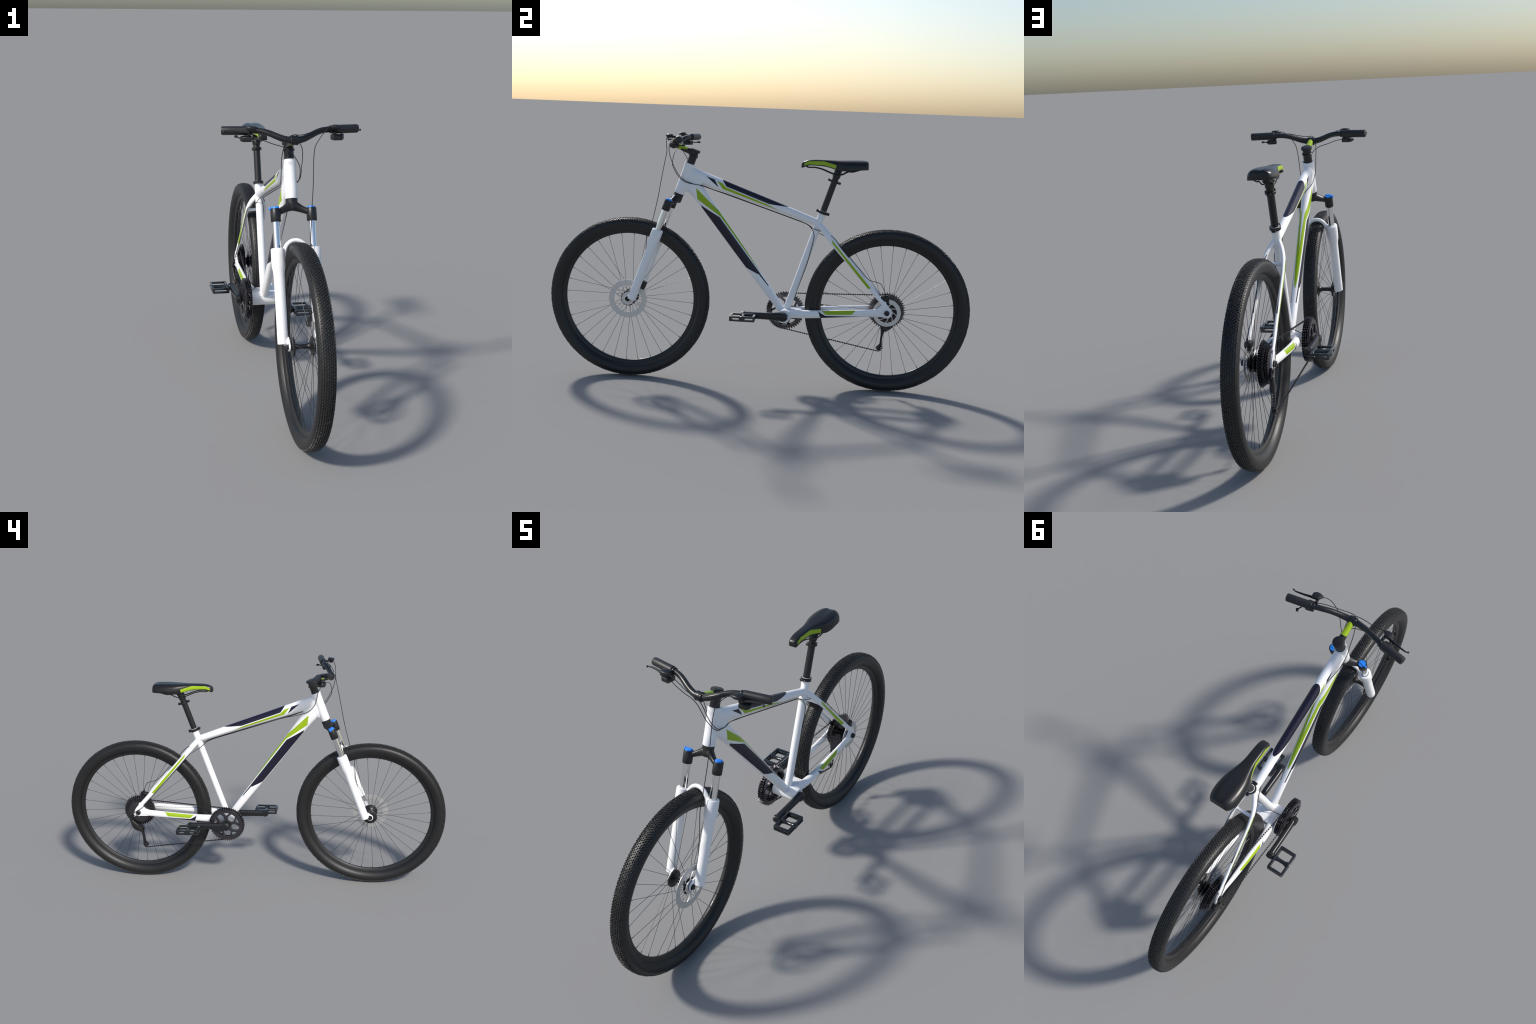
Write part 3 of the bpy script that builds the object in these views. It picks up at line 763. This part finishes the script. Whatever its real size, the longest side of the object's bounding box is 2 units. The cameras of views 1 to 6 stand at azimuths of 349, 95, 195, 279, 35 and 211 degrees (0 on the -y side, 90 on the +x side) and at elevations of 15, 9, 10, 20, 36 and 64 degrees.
# cage
outer = [(.6150, .3010), (.6090, .3070), (.6000, .3030), (.5985, .2890), (.5960, .2700), (.5935, .2450), (.5925, .2150), (.5880, .2110), (.5800, .2040), (.5760, .1960), (.5800, .1870), (.5880, .1850), (.5960, .1900), (.6010, .2100), (.6025, .2450), (.6060, .2680), (.6140, .2830)]
prism(bm, outer[::-1], -.0515, -.0490, .0006)
prism(bm, outer[::-1], -.0375, -.0355, .0005)
der = finish("rear_derailleur", bm, MAT_PLASTIC, bike, 40)
for j, (cy, cz) in enumerate((J1, J2)):
    rj = (.0205, .0130)[j]
    bm = bmesh.new(); g = gear_outline((13, 12)[j], rj, rj - .0038, .6)
    annulus(bm, g, [(.004, a) for r, a in g], -.0440, -.0415, cy, cz)
    lathe(bm, [(-.0520, .003), (-.0515, .0055), (-.0355, .0055), (-.0350, .003)], (0, cy, cz), XV, 16)
    finish("jockey_wheel", bm, MAT_GEAR, der, 30)

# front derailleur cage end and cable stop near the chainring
# ------------------------------------------------------------------ brake calipers
bm = bmesh.new()
Rc = Matrix.Rotation(math.radians(-22), 3, 'X')
box(bm, (.0445, -.5400, .4560), (.024, .026, .040), Rc, .004)
box(bm, (.0360, -.5400, .4540), (.012, .020, .030), Rc, .004)
rod(bm, [(.050, -.548, .470), (.060, -.556, .478)], .0045, 1, 12)
finish("brake_caliper", bm, MAT_PLASTIC, bike)
bm = bmesh.new()
Rc = Matrix.Rotation(math.radians(8), 3, 'X')
box(bm, (.0405, .5985, .4535), (.026, .048, .030), Rc, .010, 4)
box(bm, (.0405, .6060, .4400), (.018, .030, .018), Rc, .004)
rod(bm, [(.0440, .585, .452), (.0490, .572, .450)], .0048, 1, 12)
rod(bm, [(.0440, .603, .463), (.0440, .601, .478)], .0040, 1, 12)
finish("brake_caliper", bm, MAT_PLASTIC, bike)

# ------------------------------------------------------------------ cables
def cable(pts, r=.00155, k=6):
    bm = bmesh.new(); rod(bm, pts, r, k, 8); finish("cable", bm, MAT_CABLE, bike)
# front brake: left lever -> fork
cable([(.141, -.4110, 1.1705), (.1280, -.4200, 1.1670), (.112, -.4280, 1.1540), (.0981, -.4320, 1.1380), (.0810, -.4335, 1.112), (.0740, -.4345, 1.092), (.0690, -.4430, 1.0486), (.0655, -.4590, .9645), (.0590, -.4740, .8809), (.0515, -.4960, .7844), (.0490, -.5080, .740), (.0480, -.5250, .694), (.0440, -.5360, .575), (.0420, -.5490, .500), (.0440, -.5450, .472)])
# rear brake: right lever -> over the stem -> loop on the left of the head tube -> top tube
cable([(-.141, -.4110, 1.1705), (-.122, -.4160, 1.1660), (-.085, -.4220, 1.152), (-.045, -.4330, 1.140), (-.0100, -.4360, 1.1330), (.0150, -.4360, 1.1165), (.0270, -.4330, 1.0930), (.0310, -.4240, 1.0600), (.0320, -.4050, 1.0185), (.0350, -.3830, .9840), (.0335, -.3560, .9610), (.0250, -.3120, .9440), (.0140, -.2680, .9375), (.0085, -.220, .9205), (.0085, -.1618, .9035), (.0085, -.0161, .8572), (.0085, .10, .8205), (.0085, .1946, .7905)])
# right shifter -> under the bar -> front of the column -> loop -> top tube
cable([(-.153, -.3900, 1.1290), (-.1162, -.4050, 1.1235), (-.0771, -.4100, 1.1100), (-.0401, -.4120, 1.0985), (-.0150, -.4150, 1.0830), (.0040, -.4180, 1.0600), (.0205, -.4170, 1.0310), (.0270, -.4060, 1.0080), (.0300, -.3870, .9790), (.0290, -.3590, .9560), (.0210, -.3260, .9450), (.0110, -.2680, .9345), (.0030, -.220, .9185), (.0030, -.1618, .9010), (.0030, -.0161, .8555), (.0030, .10, .8190), (.0030, .1946, .7890)])
# left shifter -> along the bar -> right of the head tube -> top tube
cable([(.150, -.3860, 1.1500), (.135, -.3900, 1.1600), (.100, -.4000, 1.1610), (.055, -.4170, 1.1500), (.020, -.4280, 1.1440), (-.005, -.4250, 1.1450), (-.0220, -.4000, 1.1280), (-.0300, -.3760, 1.090), (-.0325, -.3560, 1.0560), (-.0325, -.3460, 1.0170), (-.0310, -.3380, .9880), (-.0275, -.3180, .9600), (-.0235, -.2920, .9405), (-.0150, -.245, .9240), (-.0055, -.1618, .9030), (-.0055, -.0161, .8570), (-.0055, .10, .8200), (-.0055, .1946, .7900)])
# rear brake continuing on the left seat stay to the caliper
cable([(.0085, .1946, .7905), (.0100, .225, .7790), (.0200, .2480, .7640), (.0260, .275, .7560), (.0270, .310, .7450), (.0310, .345, .7290), (.0400, .375, .7000), (.0435, .410, .6600), (.0450, .470, .5930), (.0460, .510, .5500), (.0430, .530, .5350), (.0370, .560, .5280), (.0380, .580, .5190), (.0420, .594, .4960), (.0440, .601, .4760)])
# rear derailleur cable on the right seat stay
cable([(-.0055, .1946, .7900), (-.0090, .230, .7740), (-.0180, .262, .7480), (-.0330, .298, .7270), (-.0430, .322, .7130), (-.0470, .360, .6700), (-.0485, .43, .5900), (-.0510, .50, .5150), (-.0560, .575, .4300), (-.0610, .612, .4020), (-.0640, .640, .3850), (-.0600, .655, .3600)])
# front derailleur cable down the back of the seat tube
cable([(.0030, .1946, .7890), (.0030, .225, .7770), (.0100, .248, .7560), (.0180, .258, .7300), (.0180, .253, .6900), (.0110, .2330, .6000), (.0060, .2060, .5150), (.0040, .1830, .4450), (-.0030, .1700, .4080), (-.0300, .1600, .3890), (-.0600, .1500, .3720), (-.0680, .1450, .3660)])
